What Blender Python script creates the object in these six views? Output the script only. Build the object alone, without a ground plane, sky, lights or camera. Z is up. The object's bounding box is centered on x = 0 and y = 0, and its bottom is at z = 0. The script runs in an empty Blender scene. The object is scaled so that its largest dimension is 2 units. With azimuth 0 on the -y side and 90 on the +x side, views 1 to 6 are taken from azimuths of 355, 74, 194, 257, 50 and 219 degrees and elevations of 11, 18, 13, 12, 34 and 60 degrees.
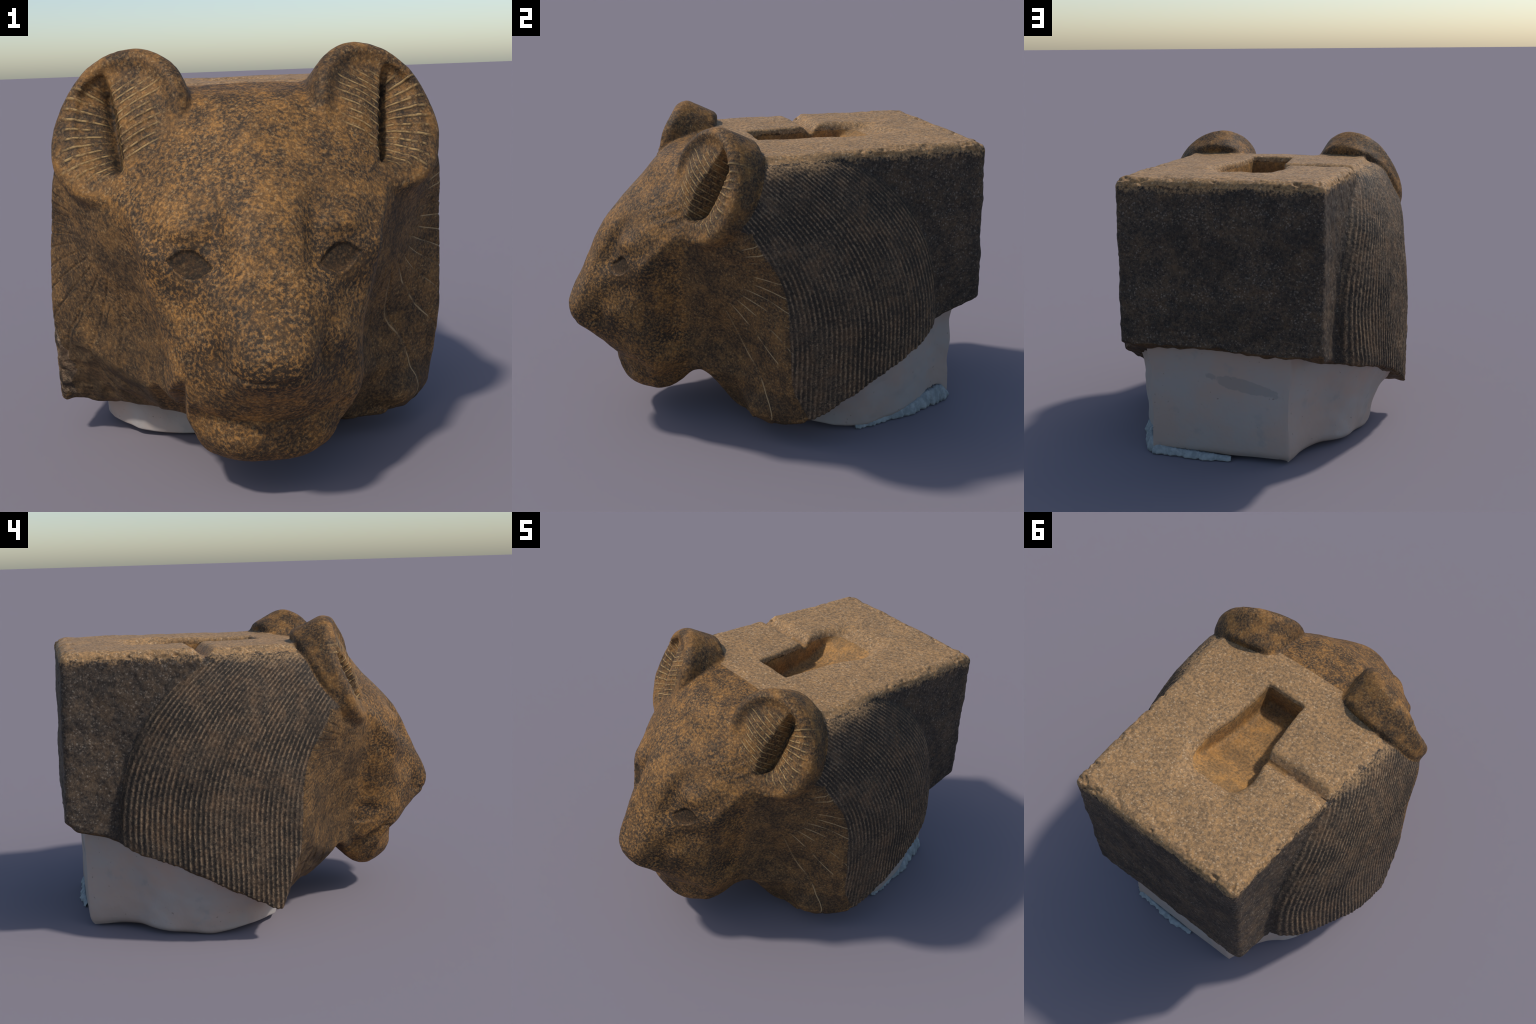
# Fragment of an ancient granite statue: the head of a lioness with mane ruff and striped
# headdress, carved from a block with a back pillar, standing on a modern plaster support.
# The stone is described as a distance field (sections, profiles, domes, boxes, ears), turned
# into one smooth surface, given carved relief, and then separated into its named parts.
import bpy, math
import numpy as np

H = 0.009                      # grid step of the field, metres
rng = np.random.RandomState(7)


# ----------------------------------------------------------------------------- small maths
def hermite(xs, ys):
    """Smooth curve through control points (monotone where the points are)."""
    xs = np.asarray(xs, float)
    ys = np.asarray(ys, float)
    d = np.diff(ys) / np.diff(xs)
    m = np.zeros(len(xs))
    m[0], m[-1] = d[0], d[-1]
    for i in range(1, len(xs) - 1):
        if d[i - 1] * d[i] > 0:
            a, b = xs[i] - xs[i - 1], xs[i + 1] - xs[i]
            w1, w2 = 2 * b + a, b + 2 * a
            m[i] = (w1 + w2) / (w1 / d[i - 1] + w2 / d[i])

    def f(x):
        x = np.clip(x, xs[0], xs[-1])
        i = np.clip(np.searchsorted(xs, x) - 1, 0, len(xs) - 2)
        h = xs[i + 1] - xs[i]
        t = (x - xs[i]) / h
        t2, t3 = t * t, t * t * t
        return ((2 * t3 - 3 * t2 + 1) * ys[i] + (t3 - 2 * t2 + t) * h * m[i]
                + (3 * t2 - 2 * t3) * ys[i + 1] + (t3 - t2) * h * m[i + 1])
    return f


def smax(a, b, k):
    h = np.clip(k - np.abs(a - b), 0, None) / k
    return np.maximum(a, b) + h * h * k * 0.25


def smin(a, b, k):
    return -smax(-a, -b, k)


def sstep(a, b, x):
    t = np.clip((x - a) / (b - a), 0, 1)
    return t * t * (3 - 2 * t)


def bump(x, y, z, c, r):
    """Gaussian blob of centre c and radii r."""
    return np.exp(-(((x - c[0]) / r[0]) ** 2 + ((y - c[1]) / r[1]) ** 2 + ((z - c[2]) / r[2]) ** 2))


def noise3(p, scale, seed):
    """Smooth value noise in -1..1 at points p (n,3)."""
    r = np.random.RandomState(seed)
    table = r.rand(4096).astype(np.float32) * 2 - 1
    q = p / scale
    i = np.floor(q).astype(np.int64)
    f = (q - i).astype(np.float32)
    f = f * f * (3 - 2 * f)
    out = np.zeros(len(p), np.float32)
    for dx in (0, 1):
        for dy in (0, 1):
            for dz in (0, 1):
                h = ((i[:, 0] + dx) * 73856093) ^ ((i[:, 1] + dy) * 19349663) ^ ((i[:, 2] + dz) * 83492791)
                w = ((f[:, 0] if dx else 1 - f[:, 0]) * (f[:, 1] if dy else 1 - f[:, 1]) * (f[:, 2] if dz else 1 - f[:, 2]))
                out += w * table[(h ^ (h >> 13)) & 4095]
    return out


# ----------------------------------------------------------------------------- head sections
# Horizontal sections of face and ruff, right half: (distance from the midline, y of the front
# surface). Same ten landmarks at every height: midline, bridge, bridge edge, brow or eye inner,
# outer face, ridge, cheek, cheek root, ruff, ruff edge.
SECTIONS = [
    (1.450, [(0, -0.120), (0.1, -0.120), (0.16, -0.120), (0.22, -0.110), (0.3, -0.090), (0.36, -0.070), (0.42, -0.050), (0.47, -0.030), (0.58, 0.020), (0.72, 0.080)]),
    (1.385, [(0, -0.270), (0.1, -0.270), (0.16, -0.260), (0.22, -0.250), (0.3, -0.220), (0.36, -0.200), (0.42, -0.160), (0.47, -0.130), (0.58, -0.060), (0.72, 0.000)]),
    (1.340, [(0, -0.430), (0.1, -0.425), (0.16, -0.410), (0.22, -0.380), (0.3, -0.330), (0.36, -0.290), (0.42, -0.250), (0.47, -0.210), (0.58, -0.130), (0.72, -0.050)]),
    (1.280, [(0, -0.539), (0.1, -0.519), (0.16, -0.493), (0.22, -0.463), (0.3, -0.408), (0.36, -0.368), (0.42, -0.320), (0.48, -0.270), (0.58, -0.190), (0.72, -0.110)]),
    (1.200, [(0, -0.604), (0.1, -0.587), (0.16, -0.568), (0.23, -0.543), (0.32, -0.493), (0.39, -0.443), (0.44, -0.390), (0.49, -0.330), (0.59, -0.240), (0.72, -0.170)]),
    (1.100, [(0, -0.706), (0.1, -0.689), (0.17, -0.666), (0.25, -0.628), (0.34, -0.558), (0.42, -0.483), (0.465, -0.430), (0.51, -0.385), (0.6, -0.325), (0.72, -0.256)]),
    (1.000, [(0, -0.796), (0.09, -0.779), (0.15, -0.738), (0.205, -0.713), (0.31, -0.668), (0.395, -0.588), (0.43, -0.540), (0.475, -0.480), (0.59, -0.370), (0.72, -0.217)]),
    (0.920, [(0, -0.846), (0.09, -0.826), (0.15, -0.768), (0.205, -0.743), (0.3, -0.703), (0.375, -0.643), (0.405, -0.590), (0.43, -0.522), (0.56, -0.355), (0.72, -0.162)]),
    (0.840, [(0, -0.878), (0.085, -0.869), (0.145, -0.815), (0.21, -0.788), (0.3, -0.748), (0.366, -0.683), (0.394, -0.605), (0.407, -0.517), (0.54, -0.345), (0.72, -0.127)]),
    (0.750, [(0, -0.915), (0.085, -0.906), (0.14, -0.861), (0.2, -0.805), (0.275, -0.746), (0.353, -0.685), (0.381, -0.605), (0.392, -0.505), (0.53, -0.330), (0.72, -0.107)]),
    (0.660, [(0, -0.965), (0.085, -0.954), (0.135, -0.905), (0.18, -0.845), (0.245, -0.781), (0.328, -0.700), (0.359, -0.605), (0.372, -0.494), (0.52, -0.312), (0.72, -0.100)]),
    (0.580, [(0, -1.000), (0.085, -0.982), (0.135, -0.925), (0.17, -0.863), (0.225, -0.808), (0.303, -0.720), (0.338, -0.620), (0.357, -0.485), (0.51, -0.300), (0.72, -0.097)]),
    (0.520, [(0, -0.988), (0.08, -0.970), (0.13, -0.915), (0.17, -0.863), (0.22, -0.811), (0.298, -0.726), (0.333, -0.620), (0.347, -0.485), (0.5, -0.295), (0.72, -0.092)]),
    (0.460, [(0, -0.918), (0.08, -0.904), (0.135, -0.869), (0.18, -0.831), (0.225, -0.789), (0.298, -0.723), (0.332, -0.625), (0.337, -0.485), (0.5, -0.290), (0.72, -0.090)]),
    (0.380, [(0, -0.838), (0.08, -0.830), (0.14, -0.805), (0.195, -0.772), (0.24, -0.738), (0.296, -0.691), (0.325, -0.610), (0.32, -0.485), (0.49, -0.285), (0.72, -0.082)]),
    (0.310, [(0, -0.776), (0.08, -0.769), (0.14, -0.744), (0.195, -0.709), (0.24, -0.669), (0.278, -0.642), (0.297, -0.580), (0.305, -0.475), (0.48, -0.270), (0.72, -0.067)]),
    (0.250, [(0, -0.766), (0.08, -0.762), (0.14, -0.740), (0.19, -0.703), (0.225, -0.658), (0.248, -0.624), (0.262, -0.540), (0.285, -0.440), (0.47, -0.220), (0.72, -0.036)]),
    (0.150, [(0, -0.742), (0.07, -0.736), (0.12, -0.712), (0.165, -0.677), (0.198, -0.631), (0.218, -0.601), (0.232, -0.510), (0.26, -0.395), (0.45, -0.160), (0.72, 0.010)]),
    (0.050, [(0, -0.700), (0.06, -0.692), (0.105, -0.666), (0.145, -0.627), (0.175, -0.589), (0.195, -0.566), (0.21, -0.480), (0.24, -0.375), (0.44, -0.140), (0.72, 0.045)]),
]
SEC_Z = [s[0] for s in SECTIONS][::-1]
SEC_F = [[hermite(SEC_Z, [s[1][j][a] for s in SECTIONS][::-1]) for a in (0, 1)] for j in range(10)]


def section_curve(z):
    """Catmull-Rom curve through the landmarks at height z, mirrored tangent on the midline."""
    p = np.array([[float(f(z)) for f in pair] for pair in SEC_F])
    p = np.vstack([[-p[1, 0], p[1, 1]], p, [p[-1, 0] + .3, p[-1, 1] + .12]])
    out = []
    for i in range(1, len(p) - 2):
        for t in np.linspace(0, 1, 6, endpoint=False):
            a, b, c, d = p[i - 1:i + 3]
            out.append(.5 * (2 * b + (c - a) * t + (2 * a - 5 * b + 4 * c - d) * t * t + (3 * b - a - 3 * c + d) * t ** 3))
    out = np.array(out + [p[-2], p[-1]])
    keep = np.concatenate([[True], np.diff(np.maximum.accumulate(out[:, 0])) > 1e-6])
    return out[keep]


def front_field(ax, ay, az):
    """Signed distance (in each section) behind the carved front; negative inside the stone."""
    half = ax[ax >= -1e-9]
    n = len(half)
    f = np.full((len(ax), len(ay), len(az)), -.3, np.float32)
    jy = np.where(ay < .45)[0]
    X, Y = np.meshgrid(half, ay[jy], indexing='ij')
    for k, z in enumerate(az):
        c = section_curve(z)
        d2 = np.full(X.shape, 1e9)
        for (x0, y0), (x1, y1) in zip(c[:-1], c[1:]):
            ex, ey = x1 - x0, y1 - y0
            t = np.clip(((X - x0) * ex + (Y - y0) * ey) / (ex * ex + ey * ey), 0, 1)
            d2 = np.minimum(d2, (X - x0 - t * ex) ** 2 + (Y - y0 - t * ey) ** 2)
        # the part of the curve close to the midline seen from its mirror half
        s = np.where(Y > np.interp(X, c[:, 0], c[:, 1]), -1, 1)
        half_f = (np.sqrt(d2) * s).astype(np.float32)
        f[len(ax) - n:, jy[0]:jy[-1] + 1, k] = half_f
        f[:n, jy[0]:jy[-1] + 1, k] = half_f[::-1]
    return f


# underside of the stone along y: chin, jaw notch, throat, then the sloping break
UNDER = hermite([-1.1, -.80, -.72, -.64, -.56, -.48, -.43, -.40, -.34, -.28, -.20, -.12, .03, .30, .98, 1.1],
                [.36, .195, .152, .136, .142, .190, .255, .270, .232, .165, .100, .090, .150, .290, .585, .63])


def dome(y, z):
    """0 at the middle of the headdress side, 1 where it meets pillar and crown."""
    dy = np.clip(y + .05, 0, None)
    dz = np.clip(z - .55, 0, None)
    return np.sqrt((dy / .80) ** 2.15 + (dz / .845) ** 2.15 + 1e-9)


def headdress_width(x, y, z):
    rho = dome(y, z)
    swell = np.sqrt(np.clip(1 - rho ** 2, 0, None))
    low = sstep(.75, .25, z) * sstep(-.05, .35, y)
    left = .465 + .278 * swell + .018 * low + .012 * sstep(.8, .4, z) * sstep(.5, .2, y) - .018 * np.exp(-((y - .62) / .12) ** 2 - ((z - .75) / .2) ** 2)
    right = .482 + .270 * swell + .018 * low + .024 * np.exp(-((y - .35) / .28) ** 2 - ((z - .68) / .25) ** 2) - .10 * np.clip(.50 - z, 0, .6) * sstep(.25, -.1, y)
    return np.where(x < 0, left, right)


def unit(v):
    v = np.array(v, float)
    return v / np.linalg.norm(v)


# origin and axes of the ear (right one; the left is its mirror): outward, up the ear, to its front
EAR_AXES = (np.array([.432, -.326, 1.224]), unit([1, .20, 0]), np.cross(unit([.20, -1, .47]), unit([1, .20, 0])), unit([.20, -1, .47]))


def ear_frame(x, y, z):
    """Local coordinates of the ear: u outward, v up the ear, w to its front."""
    c, e1, e2, e3 = EAR_AXES
    dx, dy, dz = np.abs(x) - c[0], y - c[1], z - c[2]
    return tuple(dx * e[0] + dy * e[1] + dz * e[2] for e in (e1, e2, e3))


def ear_outline(u, v):
    phi = np.arctan2(v, u)
    return .257 * (1 + .085 * np.cos(2 * (phi - math.radians(-64))))


def ear_field(x, y, z):
    """Thick round ear, its front plane turned outward; the lobe swells next to the slit."""
    u, v, w = ear_frame(x, y, z)
    r = np.sqrt(u * u + v * v) + 1e-9
    front = .082 - .18 * u + .04 * v + .026 * np.exp(-((u + .07) / .075) ** 2 - (v / .12) ** 2)
    top = np.cos(np.arctan2(v, u) - math.radians(105))
    front = front + .022 * np.exp(-((r / ear_outline(u, v) - .84) / .11) ** 2) * sstep(.1, .7, top)
    f = smax(r - ear_outline(u, v), w - front, .04)
    return smax(f, -w - (.074 + .10 * v), .04)


def ear_hollow(x, y, z):
    """Negative inside the carved slit and the dished face between slit and rim."""
    u, v, w = ear_frame(x, y, z)
    slit = .022 + .20 * v
    rim = .86 * np.sqrt(np.clip(.250 ** 2 - v * v * 1.15, 1e-4, None))
    t = (u - slit) / np.maximum(rim - slit, .03)
    taper = sstep(.205, .10, v) * sstep(-.195, -.12, v)
    depth = (.072 * np.clip(1 - t, 0, 1) ** 1.9 + .014 * np.exp(-(np.clip(t, 0, None) / .13) ** 2)) * sstep(-.18, .0, t) * taper
    floor = .082 - .18 * u + .04 * v - depth + .25 * (1 - sstep(.0, .010, depth))
    return floor - w


def box_pillar(x, y, z):
    """Back pillar: slightly leaning faces with worn edges."""
    left = -.515 + .040 * sstep(.25, .95, y) - x
    right = x - (.528 - .01 * (1.38 - z))
    back = y - (.967 + .036 * (1.38 - z))
    top = z - 1.391 + .008 * sstep(.55, -.1, y)
    f = smax(smax(left, right, .02), back, .035)
    f = smax(f, top, .05)
    return smax(f, -.2 - y, .02)


def ruff_break(x, y, z):
    """Positive where the lower left corner of the ruff broke away (a twisted surface:
    steep at the outer edge, flattening towards the throat)."""
    s = np.clip((x + .71) / .35, -.1, 1.1)
    ztop = .445 - .17 * s
    ytop = -.100 - .270 * s
    slope = .38 + 1.25 * s
    return (ytop + (ztop - z) * slope - y) / np.sqrt(1 + slope * slope)


def build_field(ax, ay, az):
    X = ax[:, None, None].astype(np.float32)
    Y = ay[None, :, None].astype(np.float32)
    Z = az[None, None, :].astype(np.float32)
    shape = (len(ax), len(ay), len(az))
    P = np.stack(np.broadcast_arrays(X, Y, Z), -1).reshape(-1, 3)
    rough = (noise3(P, .085, 3) * .6 + noise3(P, .035, 4) * .4).reshape(shape)
    del P
    front = front_field(ax, ay, az)
    # face modelling on the front
    A = np.abs(X)
    for k in range(7):                                                                # ridge from ear to muzzle
        t = k / 6
        front = front - .011 * bump(A, Y, Z, (.475 - .115 * t, -.42 - .25 * min(1, t * 1.25), 1.09 - .25 * t), (.028, .05, .035))
    front += .016 * bump(A, Y, Z, (.56, -.35, 1.045), (.07, .08, .035))              # hollow under the ear
    front = front - .036 * bump(A, Y, Z, (.245, -.73, .945), (.075, .10, .042))      # brow
    front += .012 * bump(A, Y, Z, (.150, -.80, .955), (.026, .10, .075))             # furrow beside the bridge
    front += .022 * bump(A, Y, Z, (.225, -.78, .842), (.080, .10, .036))             # eye hollow
    front -= .012 * bump(A, Y, Z, (.215, -.785, .605), (.050, .08, .055))            # upper lip pad
    front += .015 * bump(A, Y, Z, (.158, -.87, .560), (.022, .08, .045))             # pit beside the nose
    front += .012 * bump(A, Y, Z, (.315, -.56, .495), (.05, .075, .035))             # mouth corner pit
    front -= .010 * bump(A, Y, Z, (.270, -.52, .390), (.05, .08, .05))               # jowl
    front += .060 * bump(X, Y, Z, (.46, -.34, .46), (.12, .22, .16))                 # ruff hollow on the right
    front -= .120 * bump(X, Y, Z, (.58, -.16, .16), (.13, .24, .095))                 # and its lower lip
    front -= .018 * bump(X, Y, Z, (.72, -.10, .60), (.08, .16, .30))
    front -= .018 * bump(X, Y, Z, (-.60, -.25, .86), (.13, .22, .16))                # fuller left ruff
    front -= .025 * bump(X, Y, Z, (-.67, -.12, .65), (.10, .20, .35))
    front -= .020 * bump(X, Y, Z, (-.50, -.40, .88), (.09, .16, .12))
    front -= .016 * bump(A, Y, Z, (.17, -.84, .745), (.08, .12, .075))               # cheek below the eye
    front -= .010 * bump(A, Y, Z, (.0, -.93, .455), (.12, .10, .05))                 # upper lip under the nose
    front += .022 * bump(X, Y, Z, (-.44, -.36, .48), (.10, .20, .15))
    wide = A - headdress_width(X, Y, Z)
    body = smax(front, wide, .022)
    body = smax(body, Z - 1.376, .08)
    body = smax(body, Y - .86, .03)
    pillar = box_pillar(X, Y, Z)
    f = smin(body, pillar, .012)
    # worn, chipped arrises of the pillar
    # underside: chin, throat and the rough break
    under = UNDER(ay)[None, :, None] + .018 * rough * sstep(-.1, .15, Y) - .02 * sstep(.2, -.4, X) * sstep(.4, 1, Y)
    under = under - .055 * sstep(.22, .42, X) * np.exp(-((Y + .27) / .085) ** 2)
    f = smax(f, (under - Z), .07 * (1 - sstep(-.45, -.1, Y)) + .018)
    left_low = .07 * sstep(-.12, -.36, X) * sstep(.04, -.08, Y) * sstep(-.48, -.36, Y)
    f = smax(f, (under + left_low - Z), .02)
    # broken corner of the ruff on the left
    cut = ruff_break(X, Y, Z) + .012 * rough
    cut = np.minimum(cut, -(X + .27))
    f = smax(f, cut, .012)
    # ears
    f = smin(f, ear_field(X, Y, Z), .018)
    f = smax(f, np.where(Z > 1.0, -ear_hollow(X, Y, Z), -1), .014)
    # mortise in the crown, its run-out bowl and the channel to the left edge
    floor = 1.375 - .158 + .030 * sstep(-.05, .30, Y) + .128 * sstep(.34, .62, Y)
    halfw = .112 + .020 * sstep(.0, .3, Y) + .035 * sstep(.2, .42, Y) - .06 * sstep(.44, .62, Y)
    slot = smax(smax(np.abs(X - .010) - halfw, -.045 - Y, .012), Y - .60, .06)
    slot = smax(slot, floor - Z, .03)
    f = smax(f, -slot, .022 + .06 * sstep(.30, .52, Y))
    chan = (1.375 - Z) * .72 + np.abs(Y - .305) * .75 - .029
    chan = np.maximum(chan, np.maximum(X + .12, -.53 - X))
    f = smax(f, -chan, .012)
    # seam between crown and headdress on the left
    seam = np.sqrt((X + .512 + .12 * np.clip(-.1 - Y + .35, 0, .4) * 0) ** 2 + (Z - 1.375) ** 2) - .012
    seam = np.maximum(seam, np.maximum(-.14 - Y, Y - .30))
    f = smax(f, -seam, .02)
    # chipped chin on the right
    chip = np.sqrt(((X - .14) / .11) ** 2 + ((Y + .80) / .075) ** 2 + ((Z - .235) / .085) ** 2) - 1
    f = smax(f, -(chip * .08) + .0, .02)
    return f.astype(np.float32)


# ----------------------------------------------------------------------------- field to surface
def surface_nets(f, ax, ay, az):
    inside = f < 0
    nx, ny, nz = f.shape
    corners = [(i, j, k) for i in (0, 1) for j in (0, 1) for k in (0, 1)]
    cnt = np.zeros((nx - 1, ny - 1, nz - 1), np.uint8)
    for i, j, k in corners:
        cnt += inside[i:nx - 1 + i, j:ny - 1 + j, k:nz - 1 + k]
    ci, cj, ck = np.where((cnt > 0) & (cnt < 8))
    ids = np.full(cnt.shape, -1, np.int64)
    ids[ci, cj, ck] = np.arange(len(ci))
    acc = np.zeros((len(ci), 3))
    num = np.zeros(len(ci))
    for a in corners:
        for ax_i in range(3):
            if a[ax_i]:
                continue
            b = list(a); b[ax_i] = 1
            fa = f[ci + a[0], cj + a[1], ck + a[2]].astype(float)
            fb = f[ci + b[0], cj + b[1], ck + b[2]].astype(float)
            m = (fa < 0) != (fb < 0)
            t = np.where(m, fa / np.where(m, fa - fb, 1), 0)
            p = np.tile(np.array(a, float), (len(ci), 1))
            p[:, ax_i] = t
            acc[m] += p[m]
            num[m] += 1
    P = acc / num[:, None]
    P = np.column_stack([ax[0] + (ci + P[:, 0]) * H, ay[0] + (cj + P[:, 1]) * H, az[0] + (ck + P[:, 2]) * H])
    quads = []
    for d in range(3):
        e1, e2 = (d + 1) % 3, (d + 2) % 3
        sl0 = [slice(None)] * 3; sl1 = [slice(None)] * 3
        sl0[d] = slice(0, -1); sl1[d] = slice(1, None)
        a, b = inside[tuple(sl0)], inside[tuple(sl1)]
        idx = np.array(np.where(a != b))
        ok = (idx[e1] > 0) & (idx[e2] > 0) & (idx[e1] < f.shape[e1] - 1) & (idx[e2] < f.shape[e2] - 1)
        idx = idx[:, ok]
        flip = a[tuple(idx)]
        q = []
        for o1, o2 in ((-1, -1), (0, -1), (0, 0), (-1, 0)):
            t = idx.copy(); t[e1] += o1; t[e2] += o2
            q.append(ids[tuple(t)])
        q = np.stack(q, 1)
        q[~flip] = q[~flip][:, ::-1]
        quads.append(q)
    return P, np.vstack(quads)


def mesh_from(name, verts, faces):
    me = bpy.data.meshes.new(name)
    me.vertices.add(len(verts))
    me.vertices.foreach_set('co', np.asarray(verts, np.float32).ravel())
    faces = np.asarray(faces, np.int32)
    k = faces.shape[1]
    me.loops.add(faces.size)
    me.loops.foreach_set('vertex_index', faces.ravel())
    me.polygons.add(len(faces))
    me.polygons.foreach_set('loop_start', np.arange(0, faces.size, k, dtype=np.int32))
    me.polygons.foreach_set('loop_total', np.full(len(faces), k, np.int32))
    me.update(calc_edges=True)
    return me


def read_mesh(me):
    v = np.empty(len(me.vertices) * 3, np.float32); me.vertices.foreach_get('co', v)
    q = np.empty(len(me.loops), np.int32); me.loops.foreach_get('vertex_index', q)
    n = np.empty(len(me.vertices) * 3, np.float32); me.vertices.foreach_get('vector' if False else 'normal', n)
    return v.reshape(-1, 3).astype(float), q.reshape(-1, 4), n.reshape(-1, 3).astype(float)


ax = (np.arange(-89, 90)) * H
ay = np.arange(-1.05, 1.06, H)
az = np.arange(.03, 1.56, H)
FIELD = build_field(ax, ay, az)
V, Q = surface_nets(FIELD, ax, ay, az)
# keep the largest connected piece simple: all stone is one solid here
base = mesh_from('stone', V, Q)
ob = bpy.data.objects.new('stone', base)
bpy.context.scene.collection.objects.link(ob)
sm = ob.modifiers.new('smooth', 'SMOOTH'); sm.factor = .5; sm.iterations = 2
sub = ob.modifiers.new('sub', 'SUBSURF'); sub.levels = 1; sub.render_levels = 1
dg = bpy.context.evaluated_depsgraph_get()
fine = bpy.data.meshes.new_from_object(ob.evaluated_get(dg))
bpy.data.objects.remove(ob); bpy.data.meshes.remove(base)


# ----------------------------------------------------------------------------- regions and relief
def edge_y(z):
    """y of the sharp edge between ruff and headdress."""
    return SEC_F[9][1](z) + .015


def strand(y, z):
    """Label that is constant along one strand of the headdress (strands bend forward on top)."""
    t = np.clip(z - .45, 0, None)
    return y + .60 * t ** 2.6


def classify(c, n):
    """Part of each face from its centre and normal."""
    x, y, z = c[:, 0], c[:, 1], c[:, 2]
    A = np.abs(x)
    part = np.full(len(c), 'head', dtype=object)
    pil = (dome(y, z) > .985) & (y > .1)
    pil |= (z > 1.345) & (n[:, 2] > .5) & (y > -.14)
    pil |= (y > .25) & (A < .50) & (z > UNDER(y) - .03)
    pil |= (n[:, 2] < -.4) & (y > .05)
    hd = ~pil & (A > .46) & ((y > edge_y(z) - .002) | ((z > 1.09) & (y > -.33))) & (dome(y, z) < 1.02)
    ruff = ~pil & ~hd & (y > np.interp(z, SEC_Z, [float(SEC_F[7][1](q)) for q in SEC_Z]) + .012) & (z < 1.10) & ~hd
    part[ruff] = 'mane'
    part[hd] = 'headdress'
    part[pil] = 'back_pillar'
    edge = 1.356 + .008 * noise3(c, .05, 61) + .006 * noise3(c, .02, 62)
    part[((z > edge) | ((n[:, 2] > .6) & (z > 1.28) & (A < .50))) & (y > -.24) & (part != 'headdress') & (n[:, 2] > -.1)] = 'crown'
    sock = (A < .26) & (y > -.055) & (y < .63) & (z < 1.352) & (z > 1.15)
    part[sock] = 'socket'
    ear = (ear_field(x, y, z) < .008) & (z > 1.03)
    part[ear & (x > 0)] = 'ear'
    part[ear & (x < 0)] = 'ear.001'
    nose = (part == 'head') & (A < .135 + 0 * z) & (z < .66) & (z > .505) & (y < -.90)
    part[nose] = 'nose'
    e = eye_shape(x, z)
    eye = (part == 'head') & (e < 1.0) & (y < -.68)
    part[eye & (x > 0)] = 'eye'
    part[eye & (x < 0)] = 'eye.001'
    brk = (part == 'mane') & (np.abs(ruff_break(x, y, z)) < .017) & (x < -.29) & (z < .44)
    brk |= (n[:, 2] < -.45) & (y > -.30) & (z < .66) & (z < UNDER(y) + .05)
    part[brk] = 'broken_edge'
    mu = (part == 'head') & (y < -.45) & (z < MOUTH(A))
    part[mu] = 'chin'
    return part


MOUTH = hermite([0, .05, .14, .24, .29, .4], [.312, .318, .322, .345, .395, .43])


def eye_shape(x, z):
    """<1 inside the almond outline of an eye."""
    u = (np.abs(x) - .236) / .068
    v = (z - .842 - .008 * u) / (.044 * np.clip(1 - .75 * np.abs(u) ** 2.2, .05, 1))
    return np.sqrt(u * u * .85 + v * v)


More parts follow.
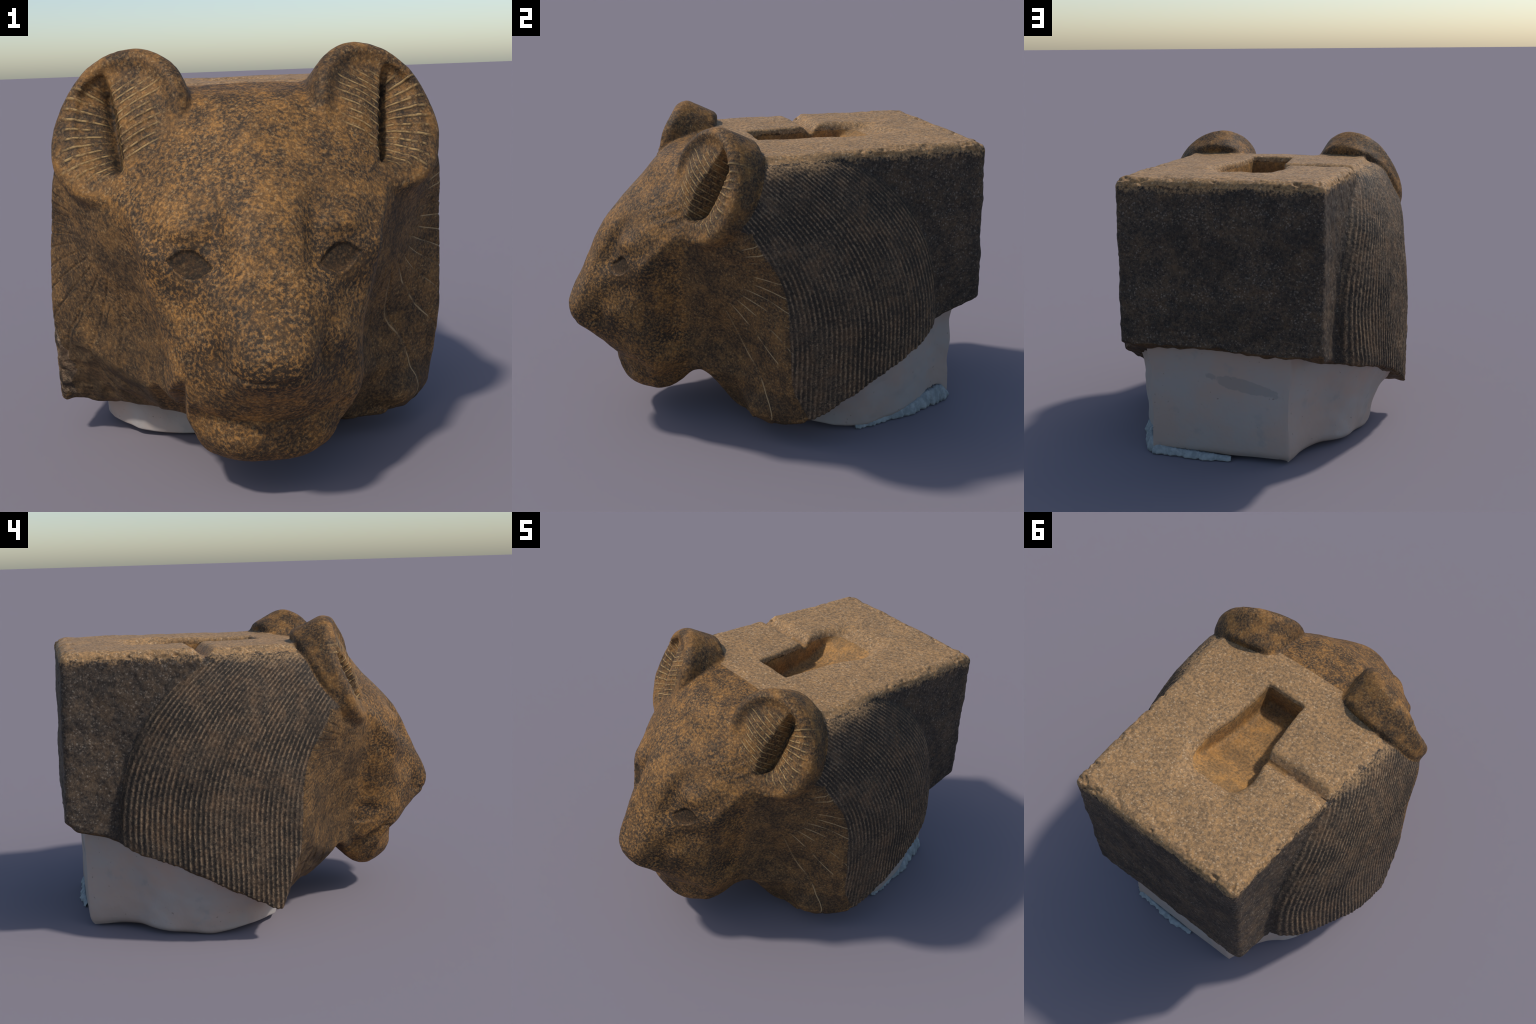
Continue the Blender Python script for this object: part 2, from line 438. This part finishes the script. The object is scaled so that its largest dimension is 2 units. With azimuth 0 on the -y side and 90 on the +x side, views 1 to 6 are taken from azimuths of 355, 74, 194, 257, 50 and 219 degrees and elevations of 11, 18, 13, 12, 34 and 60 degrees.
def relief(P, N):
    x, y, z = P.T
    A = np.abs(x)
    part = classify(P, N)
    d = np.zeros(len(P))
    # strands of the headdress
    s = strand(y, z) / .0235
    wob = noise3(P, .05, 21) * .10
    w = np.cos(2 * math.pi * (s + wob))
    m = (A > .46) * sstep(-.004, .03, y - edge_y(z)) * sstep(1.0, .95, dome(y, z)) * sstep(1.385, 1.33, z)
    m = m * (np.abs(N[:, 0]) > .25) * (ear_field(x, y, z) > .012)
    d += m * (.0016 * np.sign(w) * np.abs(w) ** .8 + noise3(P, .012, 22) * .0012)
    # incised whisker lines of the ruff, fanning out from the cheek
    ang = np.arctan2(z - .86, y + .46)
    rad = np.hypot(z - .86, y + .46)
    ruff = sstep(.16, .24, A - .0 * y) * sstep(.03, -.002, y - edge_y(z)) * sstep(.14, .22, rad) * (A > .42) * (z < 1.03)
    l = (ang + .35 * (rad - .3)) * 6.2 + noise3(P, .3, 5) * .3
    d += ruff * -.0035 * np.exp(-((l - np.round(l)) / .055) ** 2)
    # eyes: sunken almonds with a lid edge
    e = eye_shape(x, z)
    face = (y < -.66)
    d += face * (-.0085 * sstep(1.15, .70, e) + .0035 * np.exp(-((e - 1.15) / .12) ** 2) * (z < .83))
    d += face * .004 * sstep(.8, .1, e)
    # mouth line
    mz = MOUTH(A)
    mm = (y < -.45) * sstep(.33, .27, A) * sstep(.02, .10, A + .08)
    d += mm * (-.0055 * np.exp(-((z - mz) / .007) ** 2))
    # nose: wing edges and the line below its tip
    nw = (y < -.84)
    d += nw * -.006 * np.exp(-((z - .515 - .25 * np.clip(A - .07, 0, 1)) / .010) ** 2) * sstep(.17, .12, A)
    # ear: radial hairs
    u, v, wv = ear_frame(x, y, z)
    ear = (ear_field(x, y, z) < .012) & (wv > -.06)
    fan = np.arctan2(v, u + .16) / .105
    right = ear * sstep(.05, .07, u) * sstep(.225, .205, np.hypot(u, v)) * sstep(.17, .13, v)
    d += right * .0028 * np.exp(-((fan - np.round(fan)) / .16) ** 2)
    par = (v * .88 + u * .47) / .026
    left = ear * sstep(.03, .015, u - .2 * v) * sstep(-.15, -.11, u) * sstep(.12, .09, v) * sstep(-.17, -.13, v)
    d += left * .0030 * np.exp(-((par - np.round(par)) / .18) ** 2)
    # hair ridges below and in front of the ear
    for k in range(4):
        a, b = np.array([.475 - .05 * k, 1.115 + .01 * k]), np.array([.36 - .05 * k, .99 + .035 * k])
        t = np.clip(((A - a[0]) * (b - a)[0] + (z - a[1]) * (b - a)[1]) / ((b - a) @ (b - a)), 0, 1)
        q = np.hypot(A - a[0] - t * (b - a)[0], z - a[1] - t * (b - a)[1])
        d += (y < -.30) * (A < .50) * .0030 * np.exp(-(q / .010) ** 2) * (1 - .7 * t)
    # general wear: soft undulation, stone grain, chipped pillar arrises
    d += noise3(P, .16, 31) * .004 + noise3(P, .06, 32) * .002 + noise3(P, .018, 33) * .0010
    rough = (part == 'back_pillar')
    d += rough * (noise3(P, .03, 34) * .0028 + noise3(P, .011, 35) * .0012)
    arris = np.exp(-((z - 1.375) / .035) ** 2) * sstep(.86, .95, y) + np.exp(-((z - 1.37) / .03) ** 2) * sstep(.42, .50, A) * (y > .3)
    chip = noise3(P, .05, 36) * .6 + noise3(P, .022, 37) * .4
    d += -np.clip(arris, 0, 1) * .016 * sstep(.0, .6, chip)
    under = (N[:, 2] < -.35) & (y > -.2)
    d += under * (noise3(P, .045, 38) * .006)
    return d


P, Q, N = read_mesh(fine)
P = P + N * relief(P, N)[:, None]
fine.vertices.foreach_set('co', P.astype(np.float32).ravel())
fine.update()
P, Q, N = read_mesh(fine)
fn = np.empty(len(fine.polygons) * 3, np.float32); fine.polygons.foreach_get('normal', fn)
PART = classify(P[Q].mean(1), fn.reshape(-1, 3))
print('stone faces', len(Q), 'parts', {k: int((PART == k).sum()) for k in sorted(set(PART))})


# ----------------------------------------------------------------------------- materials
class Nodes:
    """Tiny helper that writes shader node graphs as expressions."""
    def __init__(self, name):
        self.mat = bpy.data.materials.new(name)
        self.mat.use_nodes = True
        self.t = self.mat.node_tree
        self.t.nodes.clear()
        self.co = self.t.nodes.new('ShaderNodeTexCoord').outputs['Object']

    def put(self, sock, v):
        if hasattr(v, 'is_output'):
            self.t.links.new(v, sock)
        elif isinstance(v, tuple) and len(v) == 3 and sock.type == 'RGBA':
            sock.default_value = (*v, 1)
        else:
            sock.default_value = v

    def math(self, op, a, b=0.0, c=0.0, clamp=False):
        n = self.t.nodes.new('ShaderNodeMath'); n.operation = op; n.use_clamp = clamp
        for s, v in zip(n.inputs, (a, b, c)):
            self.put(s, v)
        return n.outputs[0]

    def vmath(self, op, a, b):
        n = self.t.nodes.new('ShaderNodeVectorMath'); n.operation = op
        self.put(n.inputs[0], a); self.put(n.inputs[1], b)
        return n.outputs['Value'] if op == 'DOT_PRODUCT' else n.outputs[0]

    def xyz(self):
        n = self.t.nodes.new('ShaderNodeSeparateXYZ'); self.put(n.inputs[0], self.co)
        return n.outputs

    def noise(self, scale, detail=2.0, rough=.5, vec=None, dist=0.0):
        n = self.t.nodes.new('ShaderNodeTexNoise')
        self.put(n.inputs['Vector'], vec if vec is not None else self.co)
        n.inputs['Scale'].default_value = scale; n.inputs['Detail'].default_value = detail
        n.inputs['Roughness'].default_value = rough; n.inputs['Distortion'].default_value = dist
        return n.outputs['Fac']

    def noise_color(self, scale):
        n = self.t.nodes.new('ShaderNodeTexNoise')
        self.put(n.inputs['Vector'], self.co); n.inputs['Scale'].default_value = scale
        return n.outputs['Color']

    def voronoi(self, scale, out='Color', vec=None):
        n = self.t.nodes.new('ShaderNodeTexVoronoi')
        self.put(n.inputs['Vector'], vec if vec is not None else self.co)
        n.inputs['Scale'].default_value = scale
        return n.outputs[out]

    def ramp(self, f, lo, hi, a=0.0, b=1.0):
        n = self.t.nodes.new('ShaderNodeMapRange'); n.interpolation_type = 'SMOOTHSTEP'
        for s, v in zip(n.inputs, (f, lo, hi, a, b)):
            self.put(s, v)
        return n.outputs[0]

    def mix(self, f, a, b):
        n = self.t.nodes.new('ShaderNodeMix'); n.data_type = 'RGBA'
        self.put(n.inputs[0], f); self.put(n.inputs[6], a); self.put(n.inputs[7], b)
        return n.outputs[2]

    def finish(self, color, rough, height=None, strength=.3, dist=.01, spec=.5):
        b = self.t.nodes.new('ShaderNodeBsdfPrincipled')
        self.put(b.inputs['Base Color'], color); self.put(b.inputs['Roughness'], rough)
        b.inputs['Specular IOR Level'].default_value = spec
        if height is not None:
            n = self.t.nodes.new('ShaderNodeBump')
            n.inputs['Strength'].default_value = strength; n.inputs['Distance'].default_value = dist
            self.put(n.inputs['Height'], height); self.put(b.inputs['Normal'], n.outputs[0])
        o = self.t.nodes.new('ShaderNodeOutputMaterial')
        self.t.links.new(b.outputs[0], o.inputs[0])
        return self.mat


def granite(name, dark, mid, warm, pale, warmth=.5, speck=.5, rough=.62, scale=1.0, lines=None, blotch=.5, stains=(), patches=.42, pale_top=None):
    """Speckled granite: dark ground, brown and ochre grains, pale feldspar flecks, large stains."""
    g = Nodes(name)
    n1 = g.noise(80 * scale, 4, .7)
    n2 = g.noise(150 * scale, 2, .6)
    big = g.noise(5.5, 4, .6)
    stain = g.noise(11, 4, .65)
    base = g.mix(g.ramp(n1, .25, .68), dark, mid)
    w = g.math('ADD', g.math('MULTIPLY', g.ramp(stain, .42, .66), blotch), g.math('MULTIPLY', g.ramp(n1, .45, .68), 1 - blotch))
    base = g.mix(g.math('MULTIPLY', w, warmth, clamp=True), base, warm)
    # feldspar flecks: one soft-edged grain in some of the cells
    warp = g.vmath('ADD', g.co, g.vmath('MULTIPLY', g.noise_color(70), (.016, .016, .016)))
    cell = g.voronoi(95 * scale, 'Distance', warp)
    pick = g.math('MULTIPLY', g.ramp(g.voronoi(95 * scale, 'Color', warp), .50, .75), g.math('MULTIPLY', speck, .8))
    fleck = g.math('MULTIPLY', g.ramp(cell, .48, .22), pick)
    fleck = g.math('MAXIMUM', fleck, g.math('MULTIPLY', g.ramp(n2, .56, .74), g.math('MULTIPLY', speck, .5)))
    base = g.mix(fleck, base, pale)
    base = g.mix(g.ramp(big, .58, .36, 0, patches), base, dark)
    # dark patches, broken up by the grain
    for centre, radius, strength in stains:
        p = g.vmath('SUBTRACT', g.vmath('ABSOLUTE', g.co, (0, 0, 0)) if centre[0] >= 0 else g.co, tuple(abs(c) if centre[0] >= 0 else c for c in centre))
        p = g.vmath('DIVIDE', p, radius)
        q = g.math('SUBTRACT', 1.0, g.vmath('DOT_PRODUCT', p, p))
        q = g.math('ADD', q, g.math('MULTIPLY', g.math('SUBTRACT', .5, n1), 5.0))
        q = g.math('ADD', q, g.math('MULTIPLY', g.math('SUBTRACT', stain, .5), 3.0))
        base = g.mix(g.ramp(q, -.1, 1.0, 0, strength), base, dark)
    h = g.math('ADD', g.math('MULTIPLY', n1, .6), g.math('MULTIPLY', n2, .4))
    if lines is not None:
        base, h = lines(g, base, h)
    if pale_top:
        # pale band by height along the edges next to the crown
        Z = g.math('ADD', g.xyz()[2], g.math('MULTIPLY', g.math('SUBTRACT', stain, .5), .10))
        Z = g.math('ADD', Z, g.math('MULTIPLY', g.math('SUBTRACT', n1, .5), .10))
        pale_stone = g.mix(g.ramp(n1, .35, .62), (.12, .078, .045), (.42, .255, .12))
        base = g.mix(g.ramp(Z, pale_top, 1.372, 0, .9), base, pale_stone)
    return g.finish(base, rough, h, .35, .006, .12)


# (centre, radii, strength): eye sockets, nose tip, muzzle sides (y is taken without sign)
FACE_DARK_PATCHES = [((.25, .77, .82), (.15, .20, .12), .62), ((.0, .96, .53), (.17, .12, .06), .75), ((.19, .82, .54), (.09, .14, .09), .65),
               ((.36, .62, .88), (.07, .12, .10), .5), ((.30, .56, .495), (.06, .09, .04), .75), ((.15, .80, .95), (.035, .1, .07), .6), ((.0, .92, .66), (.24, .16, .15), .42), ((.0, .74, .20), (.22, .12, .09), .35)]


def ear_lines(g, base, h):
    """Carved hairs of the ear: a fan from slit to rim, slanting lines on the lobe."""
    c, e1, e2, e3 = EAR_AXES
    X, Y, Z = g.xyz()
    n = g.t.nodes.new('ShaderNodeCombineXYZ')
    for s, v in zip(n.inputs, (g.math('ABSOLUTE', X), Y, Z)):
        g.put(s, v)
    p = g.vmath('SUBTRACT', n.outputs[0], tuple(c))
    u, v, w = (g.vmath('DOT_PRODUCT', p, tuple(e)) for e in (e1, e2, e3))
    jit = g.math('MULTIPLY', g.math('SUBTRACT', g.noise(9, 2), .5), .25)
    fan = g.math('ADD', g.math('DIVIDE', g.math('ARCTAN2', v, g.math('ADD', u, .16)), .105), jit)
    par = g.math('ADD', g.math('DIVIDE', g.math('ADD', g.math('MULTIPLY', v, .88), g.math('MULTIPLY', u, .47)), .026), jit)
    slit = g.math('SUBTRACT', u, g.math('MULTIPLY', v, .2))
    right = g.math('MULTIPLY', g.ramp(slit, .03, .05), g.ramp(u, .205, .175))
    left = g.math('MULTIPLY', g.ramp(slit, .03, .01), g.ramp(u, -.17, -.12))
    tall = g.math('MULTIPLY', g.ramp(v, .17, .12), g.ramp(v, -.20, -.16))
    front = g.math('MULTIPLY', tall, g.ramp(w, -.035, -.01))
    broken = g.ramp(g.noise(45, 3, .6), .36, .62)
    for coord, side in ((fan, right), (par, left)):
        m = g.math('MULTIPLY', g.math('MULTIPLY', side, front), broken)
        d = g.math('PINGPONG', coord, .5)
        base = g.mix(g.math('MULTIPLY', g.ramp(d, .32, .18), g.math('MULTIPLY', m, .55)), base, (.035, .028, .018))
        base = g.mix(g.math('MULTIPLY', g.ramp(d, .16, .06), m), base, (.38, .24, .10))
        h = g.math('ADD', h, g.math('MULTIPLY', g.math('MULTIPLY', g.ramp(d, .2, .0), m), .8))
    slit_shadow = g.math('MULTIPLY', g.math('MULTIPLY', g.ramp(slit, .012, .024), g.ramp(slit, .075, .035)), front)  # crevice shadow painted as a dark band along the slit
    slit_shadow = g.math('MULTIPLY', slit_shadow, g.ramp(g.noise(40, 3, .6), .62, .35, .3, .85))
    return g.mix(slit_shadow, base, (.022, .018, .014)), h


def whisker_lines(g, base, h):
    """Thin incised lines of the ruff, paler where the tool bruised the stone."""
    X, Y, Z = g.xyz()
    dy, dz = g.math('ADD', Y, .46), g.math('SUBTRACT', Z, .86)
    ang = g.math('ARCTAN2', dz, dy)
    rad = g.math('SQRT', g.math('ADD', g.math('MULTIPLY', dy, dy), g.math('MULTIPLY', dz, dz)))
    l = g.math('MULTIPLY', g.math('ADD', ang, g.math('MULTIPLY', g.math('SUBTRACT', rad, .3), .35)), 6.2)
    l = g.math('ADD', l, g.math('MULTIPLY', g.math('SUBTRACT', g.noise(3.5, 1), .5), .5))
    d = g.math('PINGPONG', l, .5)
    m = g.math('MULTIPLY', g.ramp(g.math('ABSOLUTE', X), .46, .54), g.ramp(g.noise(7, 2), .42, .55))
    m = g.math('MULTIPLY', m, g.ramp(rad, .20, .26))
    side = g.ramp(X, -.05, .05)
    d = g.math('MULTIPLY', d, rad)
    base = g.mix(g.math('MULTIPLY', g.ramp(d, .018, .007), g.math('MULTIPLY', m, g.math('MULTIPLY', side, .8))), base, (.42, .29, .15))
    dark = g.math('MULTIPLY', m, g.math('MULTIPLY', g.math('SUBTRACT', 1.0, side), .7))
    return g.mix(g.math('MULTIPLY', g.ramp(d, .018, .007), dark), base, (.025, .02, .015)), h


def strand_lines(g, base, h):
    X, Y, Z = g.xyz()
    t = g.math('MAXIMUM', g.math('SUBTRACT', Z, .45), 0.0)
    s = g.math('ADD', Y, g.math('MULTIPLY', g.math('POWER', t, 2.6), .60))
    wob = g.math('MULTIPLY', g.math('SUBTRACT', g.noise(14, 2), .5), .006)
    s = g.math('ADD', s, wob)
    c = g.math('COSINE', g.math('MULTIPLY', s, 2 * math.pi / .0235))
    patch = g.noise(70, 3, .7)
    c = g.math('ADD', c, g.math('MULTIPLY', g.math('SUBTRACT', patch, .5), 4.6))
    worn = g.ramp(g.noise(6, 3, .6), .62, .42, .45, 1)
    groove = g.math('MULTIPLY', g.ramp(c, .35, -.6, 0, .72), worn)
    ridge = g.math('MULTIPLY', g.ramp(c, .55, 1.5, 0, .55), worn)
    base = g.mix(ridge, base, (.36, .245, .145))
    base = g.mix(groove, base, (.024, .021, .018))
    return base, g.math('ADD', h, g.math('MULTIPLY', c, .25))


M = {}
DARK, MID, WARM, PALE = (.028, .022, .017), (.135, .078, .037), (.45, .208, .052), (.52, .34, .16)
M['head'] = granite('granite_face', DARK, MID, WARM, PALE, warmth=.78, speck=.38, blotch=.3, patches=.3, stains=FACE_DARK_PATCHES)
M['mane'] = granite('granite_mane', DARK, MID, (.36, .18, .055), PALE, warmth=.55, speck=.35, blotch=.4, lines=whisker_lines)
M['broken_edge'] = granite('granite_break', (.035, .024, .015), (.105, .066, .034), (.22, .115, .045), (.28, .19, .10), warmth=.45, speck=.3)
M['headdress'] = granite('granite_headdress', DARK, (.115, .084, .058), (.29, .15, .065), (.42, .30, .18), warmth=.42, speck=.45, lines=strand_lines, pale_top=1.30)
M['back_pillar'] = granite('granite_pillar', (.022, .019, .017), (.082, .062, .046), (.19, .11, .05), (.33, .27, .21), warmth=.36, speck=.5, scale=.9, pale_top=1.325)
M['crown'] = granite('rough_granite', (.12, .078, .045), (.37, .222, .105), (.54, .275, .09), (.62, .44, .26), warmth=.45, speck=.65, blotch=.25, scale=.85, patches=.12)  # paler and warmer than the pillar's sides and back
M['socket'] = granite('granite_socket', (.13, .080, .038), (.38, .205, .078), (.56, .26, .06), (.58, .39, .2), warmth=.65, speck=.4)
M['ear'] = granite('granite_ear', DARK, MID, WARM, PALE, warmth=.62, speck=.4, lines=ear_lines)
M['eye'] = granite('granite_eye', (.016, .013, .010), (.045, .030, .018), (.15, .072, .026), PALE, warmth=.6, speck=.12, rough=.8, blotch=.3)
M['nose'] = M['head']
M['chin'] = M['head']


def plaster_material():
    g = Nodes('painted_plaster')
    n = g.noise(3.5, 5, .6)
    st = g.noise(9, 4, .6)
    c = g.mix(g.ramp(n, .35, .65), (.36, .325, .30), (.40, .31, .26))
    c = g.mix(g.ramp(st, .58, .72, 0, .5), c, (.27, .27, .26))
    # damp grey smear on the back
    X, Y, Z = g.xyz()
    sx = g.math('DIVIDE', g.math('ADD', X, .05), .20)
    sz = g.math('DIVIDE', g.math('ADD', g.math('SUBTRACT', Z, .405), g.math('MULTIPLY', X, -.22)), .034)
    sm = g.math('SUBTRACT', 1.0, g.math('ADD', g.math('MULTIPLY', sx, sx), g.math('MULTIPLY', sz, sz)))
    sm = g.math('ADD', sm, g.math('MULTIPLY', g.math('SUBTRACT', g.noise(16, 4, .6), .5), 2.6))
    sm = g.math('MULTIPLY', g.ramp(sm, .1, .35, 0, .45), g.ramp(Y, .82, .87))
    c = g.mix(sm, c, (.20, .20, .19))
    pit = g.ramp(g.noise(55, 2, .5), .70, .78, 0, .6)
    c = g.mix(pit, c, (.16, .13, .11))
    return g.finish(c, .85, g.noise(30, 4, .6), .25, .01, .3)


def crust_material():
    g = Nodes('rough_mortar')
    n = g.noise(22, 4, .65)
    c = g.mix(g.ramp(n, .35, .65), (.24, .265, .27), (.36, .385, .385))
    return g.finish(c, .9, g.noise(60, 3, .6), .4, .01, .2)


M['plaster_support'] = plaster_material()
M['mortar_crust'] = crust_material()

# ----------------------------------------------------------------------------- stone parts
root = bpy.data.objects.new('lioness_statue_head', None)
root.empty_display_size = .2
bpy.context.scene.collection.objects.link(root)
root['label'] = 'carved dark granite lioness head with back pillar on plaster support'
root['category'] = 'statue'


def add_part(name, me, mat, parent=None):
    o = bpy.data.objects.new(name, me)
    bpy.context.scene.collection.objects.link(o)
    o.parent = parent or root
    me.materials.append(mat)
    return o


made = {}
for key in ['head', 'mane', 'headdress', 'back_pillar', 'crown', 'broken_edge', 'socket', 'ear', 'ear.001', 'eye', 'eye.001', 'nose', 'chin']:
    q = Q[PART == key]
    if not len(q):
        continue
    used, inv = np.unique(q, return_inverse=True)
    me = mesh_from(key, P[used], inv.reshape(-1, 4))
    me.polygons.foreach_set('use_smooth', np.ones(len(q), bool))
    me.normals_split_custom_set_from_vertices(N[used].tolist())
    name = key.split('.')[0]
    parent = made.get('head') if name in ('eye', 'nose', 'chin') else None
    made[key] = add_part(key, me, M[name], parent)
bpy.data.meshes.remove(fine)


# ----------------------------------------------------------------------------- plaster support
# (bottom outline, top outline) control pairs going round; the top ones lie on the sloping break
PLASTER = [((-.285, .905), (-.310, .905)), ((.06, .908), (.06, .905)), ((.398, .900), (.418, .895)),
           ((.43, .80), (.440, .80)), ((.53, .64), (.535, .64)), ((.58, .46), (.640, .46)), ((.60, .31), (.690, .28)),
           ((.50, .09), (.690, .08)), ((.30, -.04), (.45, -.06)), ((-.10, -.06), (-.10, -.06)), ((-.38, -.03), (-.42, .0)),
           ((-.54, .08), (-.62, .06)), ((-.59, .25), (-.725, .22)), ((-.56, .41), (-.705, .42)),
           ((-.50, .58), (-.62, .60)), ((-.385, .70), (-.465, .76))]


def closed_curve(points, n, sharp):
    p = np.array(points, float)
    m = len(p)
    out = []
    for i in range(m):
        a, b, c, d = p[i - 1], p[i], p[(i + 1) % m], p[(i + 2) % m]
        if i in sharp:
            a = b
        if (i + 1) % m in sharp:
            d = c
        for t in np.linspace(0, 1, n, endpoint=False):
            out.append(.5 * (2 * b + (c - a) * t + (2 * a - 5 * b + 4 * c - d) * t * t + (3 * b - a - 3 * c + d) * t ** 3))
    return np.array(out)


bot = closed_curve([p[0] for p in PLASTER], 16, {0, 2})
top = closed_curve([p[1] for p in PLASTER], 16, {0, 2})
ztop = np.array(UNDER(top[:, 1])) + .035
rows = 40
verts = []
for r in range(rows + 1):
    t = r / rows
    flare = t ** 2.8 * .85 + t * .15
    xy = bot * (1 - flare) + top * flare
    round_in = .02 * max(0, 1 - t * 14) ** 2
    cen = bot.mean(0)
    dirs = (cen - xy); dirs /= np.linalg.norm(dirs, axis=1)[:, None]
    xy = xy + dirs * round_in
    low = .016 + .012 * np.sin(np.arange(len(bot)) * .11 + 1.0)
    low[:32] = .022
    z = low * (1 - t) + ztop * t
    verts.append(np.column_stack([xy, z]))
verts = np.array(verts)
n = verts.shape[1]
flat = verts.reshape(-1, 3)
lump = noise3(flat, .11, 51) * .010 + noise3(flat, .04, 52) * .003
cen = np.array([*bot.mean(0), 0])
dirs = flat - cen; dirs[:, 2] = 0
dirs /= np.linalg.norm(dirs, axis=1)[:, None]
isback = (np.arange(len(flat)) % n) < 32
flat = flat + dirs * (lump * np.where(isback, .25, 1.0))[:, None]
idx = np.arange(len(flat)).reshape(rows + 1, n)
faces = np.stack([idx[:-1], np.roll(idx, -1, 1)[:-1], np.roll(idx, -1, 1)[1:], idx[1:]], -1).reshape(-1, 4)
# caps: fans of quads collapsing onto the middle line
caps = []
for ring, flip in ((0, True), (rows, False)):
    for j in range(n // 2):
        a, b, c, d = idx[ring][j], idx[ring][j + 1], idx[ring][(n - 2 - j) % n], idx[ring][n - 1 - j]
        if len({a, b, c, d}) == 4:
            caps.append((d, c, b, a) if flip else (a, b, c, d))
faces = np.vstack([faces, np.array(caps)])
me = mesh_from('plaster_support', flat, faces)
me.polygons.foreach_set('use_smooth', np.ones(len(faces), bool))
support = add_part('plaster_support', me, M['plaster_support'])
mod = support.modifiers.new('edges', 'EDGE_SPLIT'); mod.split_angle = math.radians(50)

# ragged mortar left along the foot, at the back and on the right
CRUST = [((.00, .905), .012, .020), ((.14, .912), .022, .030), ((.28, .905), .014, .035), ((.39, .895), .020, .045), ((.435, .84), .024, .085),
         ((.47, .74), .026, .07), ((.53, .62), .020, .05), ((.555, .50), .014, .045), ((.58, .40), .016, .035), ((.59, .31), .014, .02)]
cy = np.array([[c[0][0], c[0][1], c[1], c[2]] for c in CRUST])
tt = np.linspace(0, len(CRUST) - 1, 150)
cc = np.column_stack([hermite(np.arange(len(CRUST)), cy[:, k])(tt) for k in range(4)])
tan = np.gradient(cc[:, :2], axis=0); tan /= np.linalg.norm(tan, axis=1)[:, None]
nor = np.column_stack([tan[:, 1], -tan[:, 0]])
if (nor[0] @ np.array([0, 1])) < 0:
    nor = -nor
prof = [(-.05, .0), (.25, .0), (1.0, .02), (1.05, .25), (.75, .55), (.45, .85), (.1, 1.0), (-.6, 1.05)]
vs = []
for i in range(len(cc)):
    jag = 1 + .35 * math.sin(i * .9) * math.sin(i * .37 + 1) + .3 * (rng.rand() - .5)
    for a, b in prof:
        vs.append([cc[i, 0] + nor[i, 0] * cc[i, 2] * a * jag, cc[i, 1] + nor[i, 1] * cc[i, 2] * a * jag, .001 + cc[i, 3] * b * (1 + .15 * (rng.rand() - .5))])
vs = np.array(vs)
k = len(prof)
ii = np.arange(len(vs)).reshape(-1, k)
fs = np.stack([ii[:-1], ii[1:], np.roll(ii, -1, 1)[1:], np.roll(ii, -1, 1)[:-1]], -1).reshape(-1, 4)
me = mesh_from('mortar_crust', vs, fs)
crust = add_part('mortar_crust', me, M['mortar_crust'], support)
